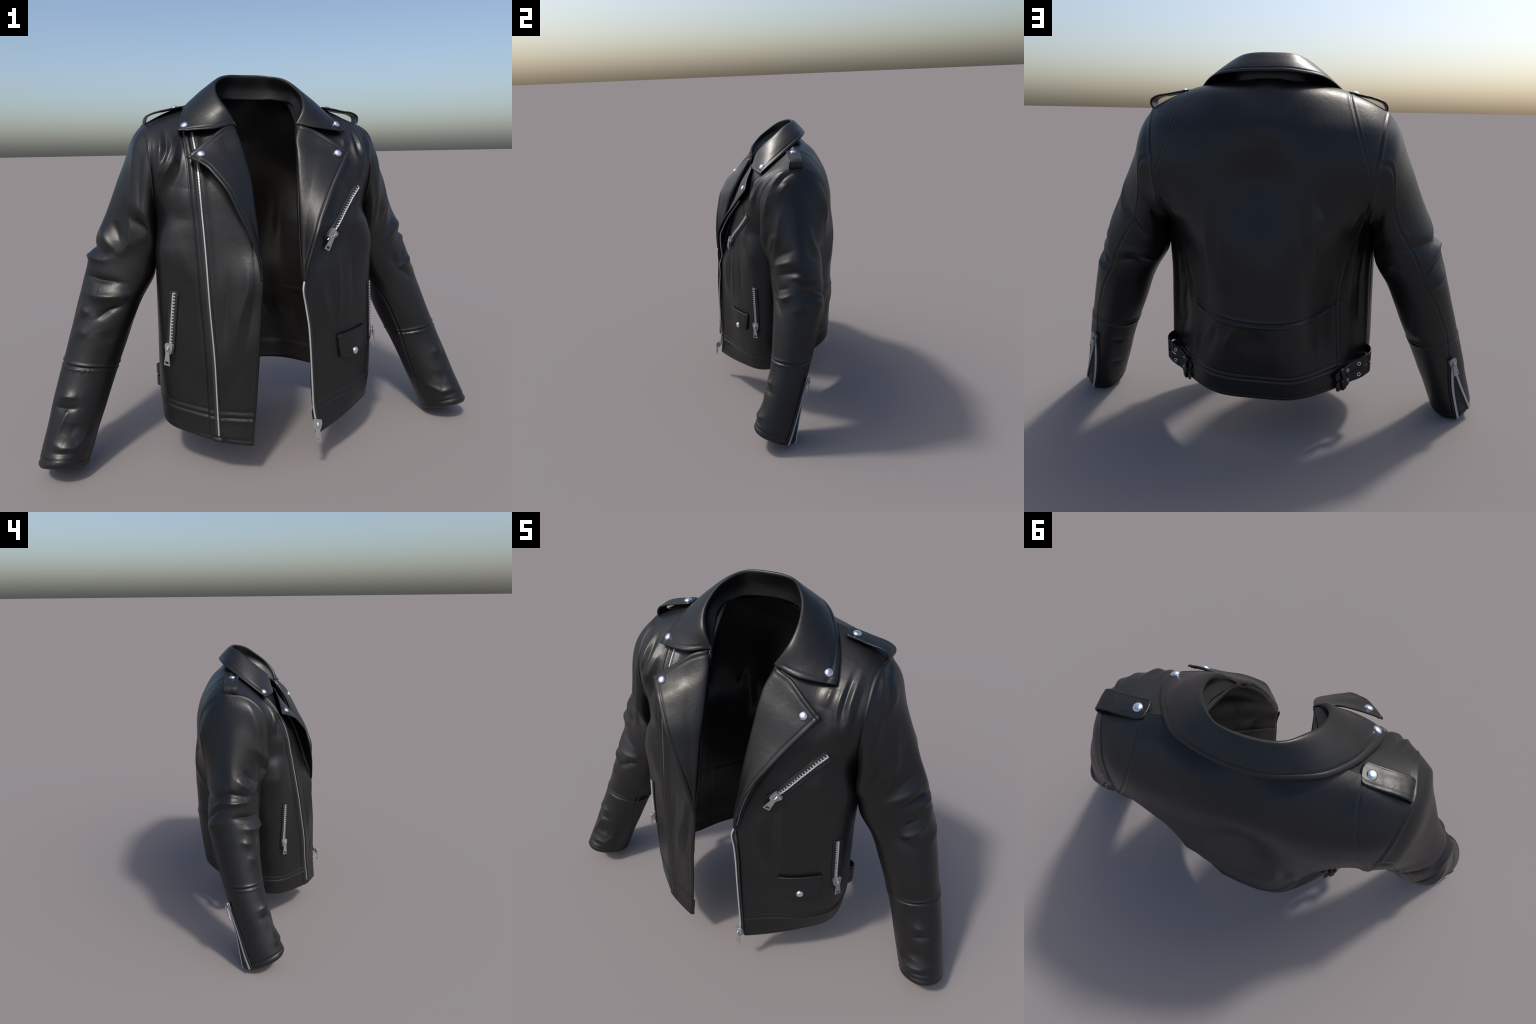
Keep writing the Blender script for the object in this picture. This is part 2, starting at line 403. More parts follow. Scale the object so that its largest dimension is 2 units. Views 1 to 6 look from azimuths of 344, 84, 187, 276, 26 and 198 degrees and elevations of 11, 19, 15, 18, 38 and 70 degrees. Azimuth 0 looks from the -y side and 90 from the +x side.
XZ = [0, 2]
def flat_fold(P, ln, w, h): return fold(P[..., XZ], np.array(ln)[:, XZ], w, h)
hB = np.zeros(PB.shape[:2])
hB += seam(PB[..., XZ], waist_seam[:, XZ], .008, .0045)
hB += .004*sstep(PB[..., 2], .50, .585)*(1 - sstep(PB[..., 2], .585, .60))*(1 - sstep(np.abs(PB[..., 0] + .02), .12, .26))      # the lower back panel laps over
for ln in (princess_l, princess_r): hB += seam(PB[..., XZ], ln[:, XZ], .006, .0013)
for ln in (yoke_l, yoke_r): hB += seam(PB[..., XZ], ln[:, XZ], .006, .0014)
hB += .003*waves(PB, .16, 3)
for ln, w, h in ((([.20, 0, 1.10], [.205, 0, .92], [.20, 0, .72]), .025, .007), (([.17, 0, 1.06], [.163, 0, .84]), .022, -.008),
                 (([-.183, 0, 1.05], [-.175, 0, .96], [-.190, 0, .88]), .020, -.009), (([-.235, 0, 1.10], [-.262, 0, 1.02]), .018, -.010),
                 (([-.215, 0, 1.08], [-.215, 0, .96], [-.23, 0, .80]), .022, .010), (([-.145, 0, 1.02], [-.15, 0, .90]), .02, .007),
                 (([.133, 0, .46], [.085, 0, .57]), .022, .008), (([.17, 0, .55], [.22, 0, .42]), .025, -.007), (([-.02, 0, .56], [.03, 0, .44]), .045, -.007),
                 (([.36, 0, .90], [.345, 0, .74], [.33, 0, .60]), .014, .010), (([.385, 0, .86], [.365, 0, .72], [.37, 0, .60]), .013, -.010),
                 (([.395, 0, .80], [.39, 0, .62], [.41, 0, .46]), .014, .010), (([.36, 0, .56], [.40, 0, .42]), .02, -.008),
                 (([-.41, 0, .98], [-.385, 0, .82], [-.38, 0, .62]), .016, .010), (([-.435, 0, .90], [-.42, 0, .70], [-.425, 0, .50]), .016, -.010),
                 (([.40, 0, 1.10], [.35, 0, .99]), .016, .007), (([-.41, 0, 1.08], [-.37, 0, .98]), .016, .007),
                 (([.27, 0, .38], [.24, 0, .50]), .02, .006), (([-.26, 0, .40], [-.24, 0, .52]), .025, -.005)):
    hB += flat_fold(PB, ln, w, h)
def belt_relief(P, n):
    z = np.abs(vf - VK[1])[:, None] * np.ones((1, n))
    up = (vf - VK[1])[:, None] * np.ones((1, n))
    return -.0030*np.exp(-(up/.005)**2) + .0018*np.exp(-((up - .011)/.006)**2) - .0022*np.exp(-((up - .024)/.004)**2) + .0018*np.exp(-((up + .010)/.008)**2)
hB += belt_relief(PB, NB)
def hem_roll(n):
    v = vf[:, None]*np.ones((1, n))
    return -.004*np.exp(-(v/.004)**2) - .002*np.exp(-((v - .018)/.004)**2)
hB += hem_roll(NB)

hL = .003*waves(PL, .15, 11) + belt_relief(PL, NF) + hem_roll(NF)
hR = .003*waves(PR, .15, 12) + belt_relief(PR, NF) + hem_roll(NF)
CHEST_LEFT = [([(.422, 0, 1.408), (.418, 0, 1.33), (.424, 0, 1.28), (.407, 0, 1.21)], .018, .013), ([(.385, 0, 1.40), (.380, 0, 1.31), (.392, 0, 1.22)], .014, .009),
              ([(.345, 0, 1.37), (.335, 0, 1.31)], .018, .008), ([(.400, 0, 1.39), (.398, 0, 1.28)], .011, -.008), ([(.445, 0, 1.36), (.445, 0, 1.22)], .012, -.006),
              ([(.40, 0, 1.17), (.37, 0, 1.08), (.36, 0, .98)], .022, .006), ([(.31, 0, 1.19), (.34, 0, 1.10)], .02, -.006)]
CHEST_RIGHT = [([(-.432, 0, 1.385), (-.440, 0, 1.32), (-.452, 0, 1.25)], .013, .010), ([(-.392, 0, 1.375), (-.396, 0, 1.33), (-.420, 0, 1.27), (-.455, 0, 1.215)], .014, .011),
               ([(-.372, 0, 1.34), (-.399, 0, 1.27), (-.431, 0, 1.22), (-.456, 0, 1.16)], .012, .008), ([(-.412, 0, 1.38), (-.418, 0, 1.31), (-.440, 0, 1.26)], .010, -.008),
               ([(-.355, 0, 1.33), (-.375, 0, 1.24), (-.41, 0, 1.16)], .018, -.010), ([(-.36, 0, 1.17), (-.38, 0, 1.05)], .035, .006),
               ([(-.39, 0, .97), (-.36, 0, .80)], .03, .005)]
for ln, w, h in CHEST_LEFT: hL += flat_fold(PL, ln, w*1.5, h*1.25)
for ln, w, h in CHEST_RIGHT: hR += flat_fold(PR, ln, w*1.5, h*1.2)
# gentle drape folds falling along the opening
for ln, w, h in (([(-.150, 0, .88), (-.160, 0, .77), (-.196, 0, .66), (-.215, 0, .55)], .022, .011), ([(-.125, 0, .83), (-.150, 0, .68), (-.17, 0, .56)], .016, -.008),
                 ([(-.225, 0, .84), (-.240, 0, .70), (-.25, 0, .58)], .020, -.007), ([(-.20, 0, .50), (-.23, 0, .36)], .03, -.004)):
    hR += flat_fold(PR, ln, w, h)
for ln, w, h in (([(.17, 0, .88), (.16, 0, .74), (.20, 0, .60)], .032, .009), ([(.245, 0, .93), (.255, 0, .72), (.25, 0, .58)], .018, .006),
                 ([(.215, 0, .92), (.215, 0, .68)], .018, -.006), ([(.33, 0, .90), (.34, 0, .66)], .02, -.004)):
    hL += flat_fold(PL, ln, w, h)

# the right front carries a placket flap beside its zipper
zip_R = curve([(-.300, -.085, 1.383), (-.299, -.127, 1.326), (-.298, -.165, 1.266), (-.298, -.205, 1.168), (-.295, -.228, 1.063), (-.291, -.252, .90), (-.288, -.275, .715), (-.281, -.296, .509), (-.279, -.327, .281), (-.279, -.342, .194)], 260)
d_zip, _ = seg_dist(PR[..., [0, 2]], zip_R[:, [0, 2]])
sgn = np.sign(PR[..., 0] - np.interp(PR[..., 2], zip_R[::-1, 2], zip_R[::-1, 0]))    # + towards the opening
hR += np.where(sgn < 0, .005*np.exp(-((d_zip - .032)/.010)**2) - .003*np.exp(-((d_zip - .046)/.004)**2) - .004*np.exp(-(d_zip/.016)**2),
               .009*np.exp(-(d_zip/.020)**2))
# stitched facing along the free front edges
eu = uf[None, :]*np.ones((NV, 1))
for h in (hL, hR):
    h += -.004*np.exp(-(eu/.004)**2) - .0018*np.exp(-((eu - .016)/.004)**2)

PL2, PB2, PR2 = PL + NL*hL[..., None], PB + NBk*hB[..., None], PR + NR*hR[..., None]
# keep the joints between panels exact, with a shallow groove at the side seams
for F2, F, N, bc in ((PL2, PL, NL, 0), (PR2, PR, NR, NB - 1)):
    w = np.exp(-(np.linspace(UF[-1], 0, NF)/.012)**2)[None, :, None]
    g = np.where(np.arange(NV) <= I_ARM, .004, 0)[:, None, None]
    F2 += (F - N*g - F2) * w
    wb = np.exp(-(np.abs(ub - (0 if bc == 0 else UB[-1]))/.012)**2)[None, :, None]
    PB2 += (PB - NBk*g - PB2) * wb
    m = .5*(F2[:I_ARM+1, -1] + PB2[:I_ARM+1, bc])
    F2[:I_ARM+1, -1] = m; PB2[:I_ARM+1, bc] = m

def panel(name, P, N, flip):
    """Outer skin of a panel with its turned edge; the strip below the belt seam is its waistband."""
    t = .010
    Q = P.copy()
    top = grid_mesh(name, P[I_BELT:], False, flip)
    bot = grid_mesh("waistband", P[:I_BELT+1], False, flip)
    o = add(name, top, LEATHER)
    b = add("waistband", bot, LEATHER, o)
    return o, b

T_IN = .007
flipL = (grid_normals(PL) * NL).sum() < 0
flipB = (grid_normals(PB) * NBk).sum() < 0
flipR = (grid_normals(PR) * NR).sum() < 0
o_front_l, _ = panel("front_panel", PL2, NL, flipL)
o_front_r, _ = panel("front_panel", PR2, NR, flipR)
o_back, _ = panel("back_panel", PB2, NBk, flipB)

# inner side: lining, offset inwards and joined to the outer skin along hem, front edges and neck
def lining_grid(P, N, edge_u0, edge_u1):
    step = 3
    iv = sorted(set(list(range(0, NV, step)) + [NV - 1, I_ARM])); iu = sorted(set(list(range(0, P.shape[1], step)) + [P.shape[1] - 1]))
    Q = P[np.ix_(iv, iu)]; M = N[np.ix_(iv, iu)]
    off = np.full(Q.shape[:2], T_IN) + .011*(1 - sstep(vf[iv], VK[1] - .014, VK[1] - .004))[:, None]
    off = off + .008*np.exp(-((Q[..., 2] - .600)/.007)**2) + .003*sstep(Q[..., 2], .60, .62)
    G = Q - M*off[..., None]
    mid = Q - M*(off*.5)[..., None]
    # hem rim: outer edge, bulged middle, inner surface
    hem = np.stack([Q[0], mid[0] + np.array([0, 0, -.005])])
    G = np.concatenate([hem, G], 0)
    if edge_u0:
        d = unit(Q[:, 0] - Q[:, 2]) * .005
        e0, e1 = Q[:, 0], mid[:, 0] + d
        e0 = np.vstack([e0[:1], e0[:1], e0]); e1 = np.vstack([e0[:1], mid[:1, 0] + d[:1] + [[0, 0, -.004]], e1])
        G = np.concatenate([e0[:, None], e1[:, None], G], 1)
    return G
bag_lin = Bag()
for P, N, e, fl in ((PL2, NL, True, flipL), (PR2, NR, True, flipR), (PB2, NBk, False, flipB)):
    G = lining_grid(P, N, e, False)
    bag_lin.put(G.reshape(-1, 3), grid_faces(G.shape[0], G.shape[1], False, 0, not fl))
lin = add("lining", bag_lin.mesh("lining"), LINING, root)

# ------------------------------------------------------------------ sleeves
sleeve_objs = {}; sleeve_bvh = {}
# folds as (position along the sleeve, angle) lines, with width and height in metres
SLEEVE_FOLDS_RIGHT = [
    ([(.03, 25), (.09, 40), (.15, 48)], .030, .008), ([(.05, 60), (.11, 62), (.16, 75)], .020, -.007),
    ([(.165, 42), (.155, 65), (.115, 95)], .030, .013), ([(.198, 55), (.183, 72), (.150, 97)], .020, -.014),
    ([(.195, 50), (.213, 59), (.249, 63), (.292, 56)], .013, .012), ([(.24, 68), (.20, 83), (.134, 99)], .018, .007),
    ([(.27, 15), (.285, 35), (.29, 48)], .022, .012), ([(.235, 30), (.262, 50)], .018, -.011),
    ([(.325, -35), (.312, 0), (.315, 38)], .018, -.016), ([(.362, -50), (.34, -20), (.343, 10), (.333, 36), (.312, 48)], .014, .012),
    ([(.398, 8), (.388, 43), (.370, 72)], .017, -.016), ([(.437, 28), (.437, 52), (.425, 70), (.400, 97)], .030, .020),
    ([(.435, 100), (.468, 79), (.508, 65)], .018, -.015), ([(.49, 20), (.50, 50)], .030, .010),
    ([(.55, 30), (.57, 60)], .035, .006), ([(.54, 90), (.58, 110)], .03, -.005),
    ([(.775, 36), (.775, 62), (.775, 85)], .026, .010), ([(.812, 36), (.816, 68), (.81, 90)], .018, -.010),
    ([(.805, 72), (.866, 65), (.918, 56)], .015, .007), ([(.927, 56), (.941, 81), (.938, 110), (.903, 127), (.875, 124)], .020, .007),
    ([(.860, 95), (.905, 92)], .034, -.006), ([(.956, 55), (.958, 108)], .016, -.005), ([(.978, 60), (.980, 112)], .018, .005),
    ([(.365, -23), (.395, -70), (.407, -85)], .013, -.013), ([(.41, -20), (.435, -62), (.44, -80)], .028, .012),
    ([(.277, 252), (.301, 292), (.319, 335)], .020, -.010), ([(.24, 245), (.26, 290)], .025, .007),
    ([(.20, 230), (.23, 205)], .022, -.010), ([(.33, 235), (.36, 205)], .024, .008), ([(.60, 250), (.63, 225)], .03, .005)]
SLEEVE_FOLDS_LEFT = [
    ([(.012, 14), (.030, 25), (.055, 40)], .016, .008), ([(.02, -2), (.05, 18), (.075, 30)], .014, -.006), ([(.074, 12), (.100, 24)], .018, .008),
    ([(.06, 50), (.12, 62)], .022, .006), ([(.145, 26), (.20, 41), (.25, 60)], .018, .010), ([(.16, 60), (.20, 72)], .022, -.007),
    ([(.255, 50), (.258, 10)], .022, -.008), ([(.278, 64), (.287, 36), (.292, 14)], .024, .017),
    ([(.318, 46), (.318, 18), (.328, -18)], .016, -.014), ([(.337, 25), (.346, -12)], .012, .006),
    ([(.35, 15), (.362, -16), (.365, -44)], .014, -.012), ([(.405, 66), (.412, 42), (.402, 22)], .022, .014),
    ([(.375, 55), (.372, 30)], .014, -.007), ([(.40, -5), (.412, -31), (.422, -60)], .018, -.015),
    ([(.19, -22), (.237, -38), (.250, -58)], .018, .008), ([(.23, -20), (.27, -32), (.28, -50)], .018, -.006),
    ([(.345, 70), (.413, 68), (.470, 50)], .020, -.013), ([(.215, 66), (.18, 46)], .026, .008), ([(.44, -20), (.47, 20)], .03, .007),
    ([(.775, 55), (.778, 90)], .028, .009), ([(.812, 50), (.815, 90)], .018, -.008),
    ([(.895, 144), (.940, 113), (.941, 83), (.924, 52)], .021, .008), ([(.865, 85), (.905, 100)], .034, -.006), ([(.958, 60), (.960, 110)], .014, -.006),
    ([(.228, 305), (.237, 270), (.248, 236)], .020, -.012), ([(.355, 278), (.331, 250), (.353, 210)], .018, .011), ([(.385, 270), (.365, 245), (.385, 215)], .018, -.010),
    ([(.386, 333), (.404, 285), (.410, 275)], .014, -.010), ([(.43, 330), (.445, 290)], .028, .009), ([(.74, 255), (.75, 225)], .018, -.005), ([(.86, 250), (.865, 215)], .018, -.005)]
BACK_SEAM = [(.01, 287), (.067, 286), (.149, 276), (.258, 281), (.395, 279), (.426, 275), (.514, 291), (.623, 300), (.720, 294)]
UNDER_SEAM = [(.01, 182), (.20, 165), (.41, 146), (.53, 136), (.66, 141), (.775, 154), (.909, 167), (1.0, 169)]

def sleeve_relief(G, t, s, seed):
    """Folds in sleeve space: t along the sleeve (0 armhole, 1 cuff), angle in degrees (0 outside, 90 front, 180 inside, 270 back)."""
    L = 1.62
    deg = np.degrees(phi)
    h = np.zeros(G.shape[:2])
    S = (t*L)[:, None] * np.ones((1, NPHI)); A = np.ones((len(t), 1)) * deg[None]
    def f(line, w, ht):
        nonlocal h
        ln = np.array([(a*L, b*.0021) for a, b in line])
        for shift in (-360, 0, 360):
            Q = np.stack([S, (A + shift)*.0021], -1)
            h += fold(Q, ln, w, ht)
    for ln, w, ht in (SLEEVE_FOLDS_RIGHT if s < 0 else SLEEVE_FOLDS_LEFT):
        f(ln, w*1.2, ht*1.12)
    h += .003*waves(G, .12, seed) * sstep(t, .04, .15)[:, None]
    # forearm seam with gathered stitches, and the cuff hem
    ts = .668 + .006*np.cos(np.radians(A) - 1.2)
    d = (t[:, None] - ts)*L
    h += -.005*np.exp(-(d/.006)**2) + .0035*np.exp(-((d + .013)/.008)**2) + .002*np.exp(-((d - .014)/.009)**2)
    h += .0012*np.exp(-((d - .022)/.012)**2)*np.sin(np.radians(A)*31 + 2.5*np.sin(np.radians(A)*5 + seed))*(.5 + .5*np.sin(np.radians(A)*3 + seed))
    h += (-.006*np.exp(-((1 - t)/.004)**2) - .003*np.exp(-((1 - t - .022)/.004)**2))[:, None]
    # long seams: under the arm and along the back of the arm
    for ln in (BACK_SEAM, UNDER_SEAM):
        d, _ = seg_dist(np.stack([S, A*.0021], -1), np.array([(a*L, b*.0021) for a, b in ln]))
        h += -.003*np.exp(-(d/.005)**2) + .0016*np.exp(-((d - .010)/.006)**2)
    # seam at the armhole: sits into the body, then puffs out
    h += (-.003*np.exp(-(t*L/.005)**2) + .003*np.exp(-((t*L - .016)/.010)**2))[:, None]
    return h

for s in (1, -1):
    G, t = sleeve_grid(s)
    N = grid_normals(G, True)
    c = G.mean(1, keepdims=True)
    if (N*(G - c)).sum() < 0: N = -N
    h = sleeve_relief(G, t, s, 21 if s > 0 else 29)
    h[0] = -.001
    G2 = G + N*h[..., None]
    fl = (grid_normals(G2, True)*N).sum() < 0
    # turned cuff edge and inside
    inner = (G2 - N*.010)[::-1]
    rim = (G2[-1] - N[-1]*.005 + unit(G[-1] - G[-4])*.005)[None]
    rim0 = G2[-1:]
    o = add("sleeve", grid_mesh("sleeve", G2, True, fl), LEATHER)
    inn = np.concatenate([rim0, rim, inner[::3], inner[-1:]], 0)
    add("lining", grid_mesh("sleeve_lining", inn, True, fl), LINING, o)
    sleeve_objs[s] = o
    sleeve_bvh[s] = (G2, N)

# ------------------------------------------------------------------ surfaces to lay things on
def make_bvh(grids):
    vs, fs, n = [], [], 0
    for P, closed in grids:
        vs.append(P.reshape(-1, 3)); fs += [[i + n for i in q] for q in grid_faces(P.shape[0], P.shape[1], closed)]
        n += P.shape[0]*P.shape[1]
    return BVHTree.FromPolygons([tuple(v) for v in np.vstack(vs)], fs)
BODY = make_bvh([(PL2, False), (PR2, False), (PB2, False)])
SLV = {s: make_bvh([(sleeve_bvh[s][0], True)]) for s in (1, -1)}

def lay(line, bvh=None, lift=0., centre=(0, .02, None)):
    """Drop a line onto a surface; returns points and outward normals."""
    bvh = bvh or BODY
    P, N = [], []
    for p in np.asarray(line, float):
        loc, nor, _, _ = bvh.find_nearest(Vector(p))
        ref = Vector((p[0] - centre[0], p[1] - centre[1], 0 if centre[2] is None else p[2] - centre[2]))
        if nor.dot(ref) < 0: nor = -nor
        P.append(loc); N.append(nor)
    P, N = np.array(P), np.array(N)
    if len(P) > 6:                                   # even out
        for _ in range(3):
            N[1:-1] = unit(N[:-2] + 2*N[1:-1] + N[2:])
            P[1:-1] = .25*P[:-2] + .5*P[1:-1] + .25*P[2:]
    return P + N*lift, N

# ------------------------------------------------------------------ collar
# five points across: neck seam, stand, fold, middle of the fall, free edge; stations from the left front round the neck
col_fold = [(.130, -.098, 1.415), (.166, -.078, 1.476), (.178, -.032, 1.526), (.168, .035, 1.576), (.134, .095, 1.615), (.085, .143, 1.632), (-.020, .160, 1.635)]
col_edge = [(.356, -.080, 1.385), (.347, -.042, 1.416), (.327, .018, 1.456), (.285, .092, 1.504), (.205, .178, 1.555), (.105, .216, 1.568), (-.020, .232, 1.571)]
col_base = [(.131, -.090, 1.409), (.145, -.040, 1.450), (.158, .015, 1.490), (.156, .060, 1.515), (.138, .115, 1.528), (.090, .165, 1.537), (-.020, .186, 1.540)]
col_bulge = [.004, .006, .008, .008, .007, .006, .006]
def collar_side(s):
    out = []
    for i in range(7):
        f, e, b = (np.array(x[i]) for x in (col_fold, col_edge, col_base))
        if s < 0:
            f, e, b = [np.array([-.02*min(1, i/3) - x[0], x[1], x[2]]) for x in (f, e, b)]
            if i == 0: f, e = np.array([-.137, -.088, 1.416]), np.array([-.368, -.086, 1.393])
            if i == 1: f[0] += .004; e[0] -= .008
        mid = .5*(f + e)
        n = np.cross(e - f, (np.array(col_fold[min(i+1, 6)]) - np.array(col_fold[max(i-1, 0)])) * [s, 1, 1]); n = n / np.linalg.norm(n)
        if n[2] < 0: n = -n
        mid = mid + n*col_bulge[i]
        if i == 0: mid = np.array([.232 * s - (.008 if s < 0 else 0), -.114, 1.398])
        stand = .5*(b + f) + np.array([0, .0, 0]) + (.010 if i > 1 else .002)*unit(np.array([f[0] + .01, f[1] - .02, 0]))
        out.append([b, stand, f, mid, e])
    return out
cl, crt = collar_side(1), collar_side(-1)
stations = np.array(cl + crt[::-1][1:])               # 13 x 5 x 3
ks = np.concatenate([[0], np.cumsum(np.linalg.norm(np.diff(stations[:, 3], axis=0), axis=1))])
NCU, NCV = 210, 70
G = np.einsum('us,svc->uvc', cr_matrix(ks, np.linspace(0, ks[-1], NCU)), stations)
kv = np.array([0, .5, 1.0, 1.9, 2.7])
tv = np.linspace(0, 2.7, NCV)
CG = np.einsum('vk,ukc->uvc', cr_matrix(kv, tv), G)
CN = grid_normals(CG)
# outward = up on the fall
if CN[NCU//2, -10, 2] < 0: CN = -CN
ce = np.minimum(np.linspace(0, ks[-1], NCU), ks[-1] - np.linspace(0, ks[-1], NCU))[:, None]
cv = ((2.7 - tv)*.075)[None, :]
hc = .003*waves(CG, .11, 41)
for d in (np.where(tv[None, :] > 1.3, ce, 9), cv):
    hc = hc - .0022*np.exp(-((d - .015)/.0035)**2) - .0010*np.exp(-(d/.004)**2) + .0008*np.exp(-((d - .007)/.004)**2)
CG2 = CG + CN*hc[..., None]
flipC = (grid_normals(CG2)*CN).sum() < 0
collar = add("collar", slab("collar", CG2, .0065, flipC, grid_normals(CG2)), LEATHER)
CBVH = make_bvh([(CG2 + CN*.005, False)])

# ------------------------------------------------------------------ lapels
fold_L = [(.073, -.332, .800), (.073, -.325, .845), (.075, -.296, .922), (.078, -.272, .997), (.083, -.250, 1.071), (.089, -.226, 1.145), (.098, -.196, 1.224), (.107, -.163, 1.301), (.117, -.126, 1.358), (.128, -.096, 1.412)]
edge_L = [(.078, -.340, .800), (.086, -.343, .850), (.104, -.345, .915), (.125, -.344, .985), (.155, -.322, 1.044), (.199, -.290, 1.113), (.250, -.243, 1.181), (.295, -.207, 1.238), (.322, -.184, 1.273), (.339, -.172, 1.295)]
fold_R = [(-.104, -.346, .820), (-.103, -.336, .870), (-.104, -.308, .940), (-.104, -.286, 1.000), (-.105, -.258, 1.080), (-.109, -.222, 1.175), (-.115, -.190, 1.235), (-.124, -.148, 1.306), (-.131, -.115, 1.360), (-.137, -.086, 1.412)]
edge_R = [(-.107, -.352, .820), (-.115, -.352, .875), (-.130, -.351, .945), (-.152, -.345, 1.005), (-.183, -.332, 1.075), (-.222, -.308, 1.165), (-.256, -.277, 1.215), (-.287, -.247, 1.254), (-.318, -.213, 1.275), (-.351, -.176, 1.291)]
lapel_objs = {}; lapel_bvh = {}
for s, FO, ED, gap in ((1, fold_L, edge_L, (.205, -.122, 1.386)), (-1, fold_R, edge_R, (-.195, -.124, 1.398))):
    FO, ED = np.array(FO), np.array(ED)
    n = len(FO); f = np.linspace(0, 1, n)
    sec = []
    for i in range(n):
        a, e = FO[i], ED[i]; w = np.linalg.norm(e - a)
        outw = np.array([0, -1, 0.25]); outw /= np.linalg.norm(outw)
        q_ = .35 if s > 0 else .55
        roll = a + outw*.018*q_*min(1, w/.1)                      # rolls forward over the fold
        m1 = a*.62 + e*.38 + outw*.030*q_*min(1, w/.15)*(1 - .35*f[i])
        m2 = a*.28 + e*.72 + outw*.018*q_*min(1, w/.15)*(1 - .5*f[i])
        back = a + np.array([s*.004, .006, 0])
        if i == n - 1:
            g = np.array(gap); roll = a*.8 + g*.2 + outw*.004; m1 = g; m2 = .5*(g + e) + outw*.004
        sec.append([back, roll, m1, m2, e])
    sec = np.array(sec)
    kf = np.concatenate([[0], np.cumsum(np.linalg.norm(np.diff(.5*FO + .5*ED, axis=0), axis=1))])
    NU, NW = 150, 60
    tu = np.linspace(0, kf[-1], NU)
    LG = np.einsum('us,svc->uvc', cr_matrix(kf, tu), sec)
    kw = np.array([0, .35, 1.3, 2.3, 3.]); tw = np.linspace(0, 3, NW)
    LG = np.einsum('vk,ukc->uvc', cr_matrix(kw, tw), LG)
    N = grid_normals(LG)
    if N[NU*3//4, NW//2, 1] > 0: N = -N
    d_edge, _ = seg_dist(LG, LG[:, -1]); d_top, _ = seg_dist(LG, LG[-1, NW//6:])
    h = .0028*waves(LG, .10, 51 + s)
    for d in (d_edge, d_top):
        h += -.0010*np.exp(-(d/.004)**2) - .0022*np.exp(-((d - .015)/.0035)**2) + .0008*np.exp(-((d - .007)/.004)**2)
    taper = np.clip(np.linalg.norm(LG[:, -1] - LG[:, 0], axis=1)/.05, .1, 1)[:, None]
    LG2 = LG + N*(h*taper)[..., None]
    N2 = grid_normals(LG2); fl = (N2*N).sum() < 0
    o = add("lapel", slab("lapel", LG2, .007, fl, N2), LEATHER)
    lapel_objs[s] = o; lapel_bvh[s] = make_bvh([(LG2 + N*.005, False)])
    if s > 0: LAP_L, LAP_LN = LG2, N

# ------------------------------------------------------------------ press studs
def stud_mesh(r=.0165):
    prof = [(0, .0085), (.35, .0082), (.65, .0068), (.86, .0042), (.97, .0018), (1.0, 0), (1.0, -.004)]
    n = 28; v = [(0, 0, prof[0][1])]; f = []
    for rr, z in prof[1:]:
        v += [(r*rr*math.cos(2*math.pi*k/n), r*rr*math.sin(2*math.pi*k/n), z) for k in range(n)]
    for k in range(n): f.append([0, 1 + k, 1 + (k+1) % n])
    for i in range(len(prof) - 2):
        for k in range(n):
            a, b = 1 + i*n + k, 1 + i*n + (k+1) % n
            f.append([a, a + n, b + n, b])
    return mesh_from("press_stud", v, f)
STUD = stud_mesh(); STUD.materials.append(SILVER)
def put_stud(p, nor, parent, scale=1.):
    o = add("press_stud", STUD, SILVER, parent)
    o.rotation_mode = 'QUATERNION'
    o.rotation_quaternion = Vector(nor).to_track_quat('Z', 'Y'); o.location = Vector(p); o.scale = (scale,)*3
    return o
def stud_on(p, bvh, parent, ref=(0, -1, .6), lift=.001):
    loc, nor, _, _ = bvh.find_nearest(Vector(p))
    if nor.dot(Vector(ref)) < 0: nor = -nor
    return put_stud(loc + nor*lift, nor, parent)
stud_on((.319, -.064, 1.412), CBVH, collar); stud_on((-.340, -.071, 1.416), CBVH, collar)
stud_on((.280, -.180, 1.293), lapel_bvh[1], lapel_objs[1]); stud_on((-.296, -.191, 1.296), lapel_bvh[-1], lapel_objs[-1])

# ------------------------------------------------------------------ epaulettes
for s in (1, -1):
    loop = [(.322, .108, 1.499), (.360, .108, 1.492), (.420, .105, 1.481), (.465, .102, 1.473), (.490, .101, 1.457), (.491, .100, 1.438), (.476, .100, 1.418)] if s > 0 else \
           [(.322, .108, 1.499), (.360, .108, 1.491), (.437, .104, 1.474), (.468, .102, 1.462), (.479, .101, 1.448), (.481, .100, 1.432), (.474, .100, 1.416)]
    line = curve([(x*s, y, z) for x, y, z in loop], 60)
    T = unit(np.gradient(line, axis=0)); W = np.array([0.06*s, 1, 0]); W /= np.linalg.norm(W)
    L = np.concatenate([[0], np.cumsum(np.linalg.norm(np.diff(line, axis=0), axis=1))])
    half = .034 * np.where(L < .02, .45 + .55*np.sqrt(np.clip(1 - (1 - L/.02)**2, 0, 1)), 1)
    v = np.linspace(-1, 1, 17)
    G = line[:, None] + half[:, None, None]*v[None, :, None]*W
    N = grid_normals(G)
    if N[5, 8, 2] < 0: N = -N
    h = .0012*waves(G, .02, 71) - .0016*np.exp(-((np.abs(v)[None] - .80)/.07)**2)
    G = G + N*h[..., None]
    N2 = grid_normals(G); fl = (N2*N).sum() < 0
    o = add("epaulette", slab("epaulette", G, .007, fl, N2), STRAP)
    k = int(np.argmin(np.abs(L - .032)))
    put_stud(line[k] + N[k, 8]*.0035, N[k, 8], o)

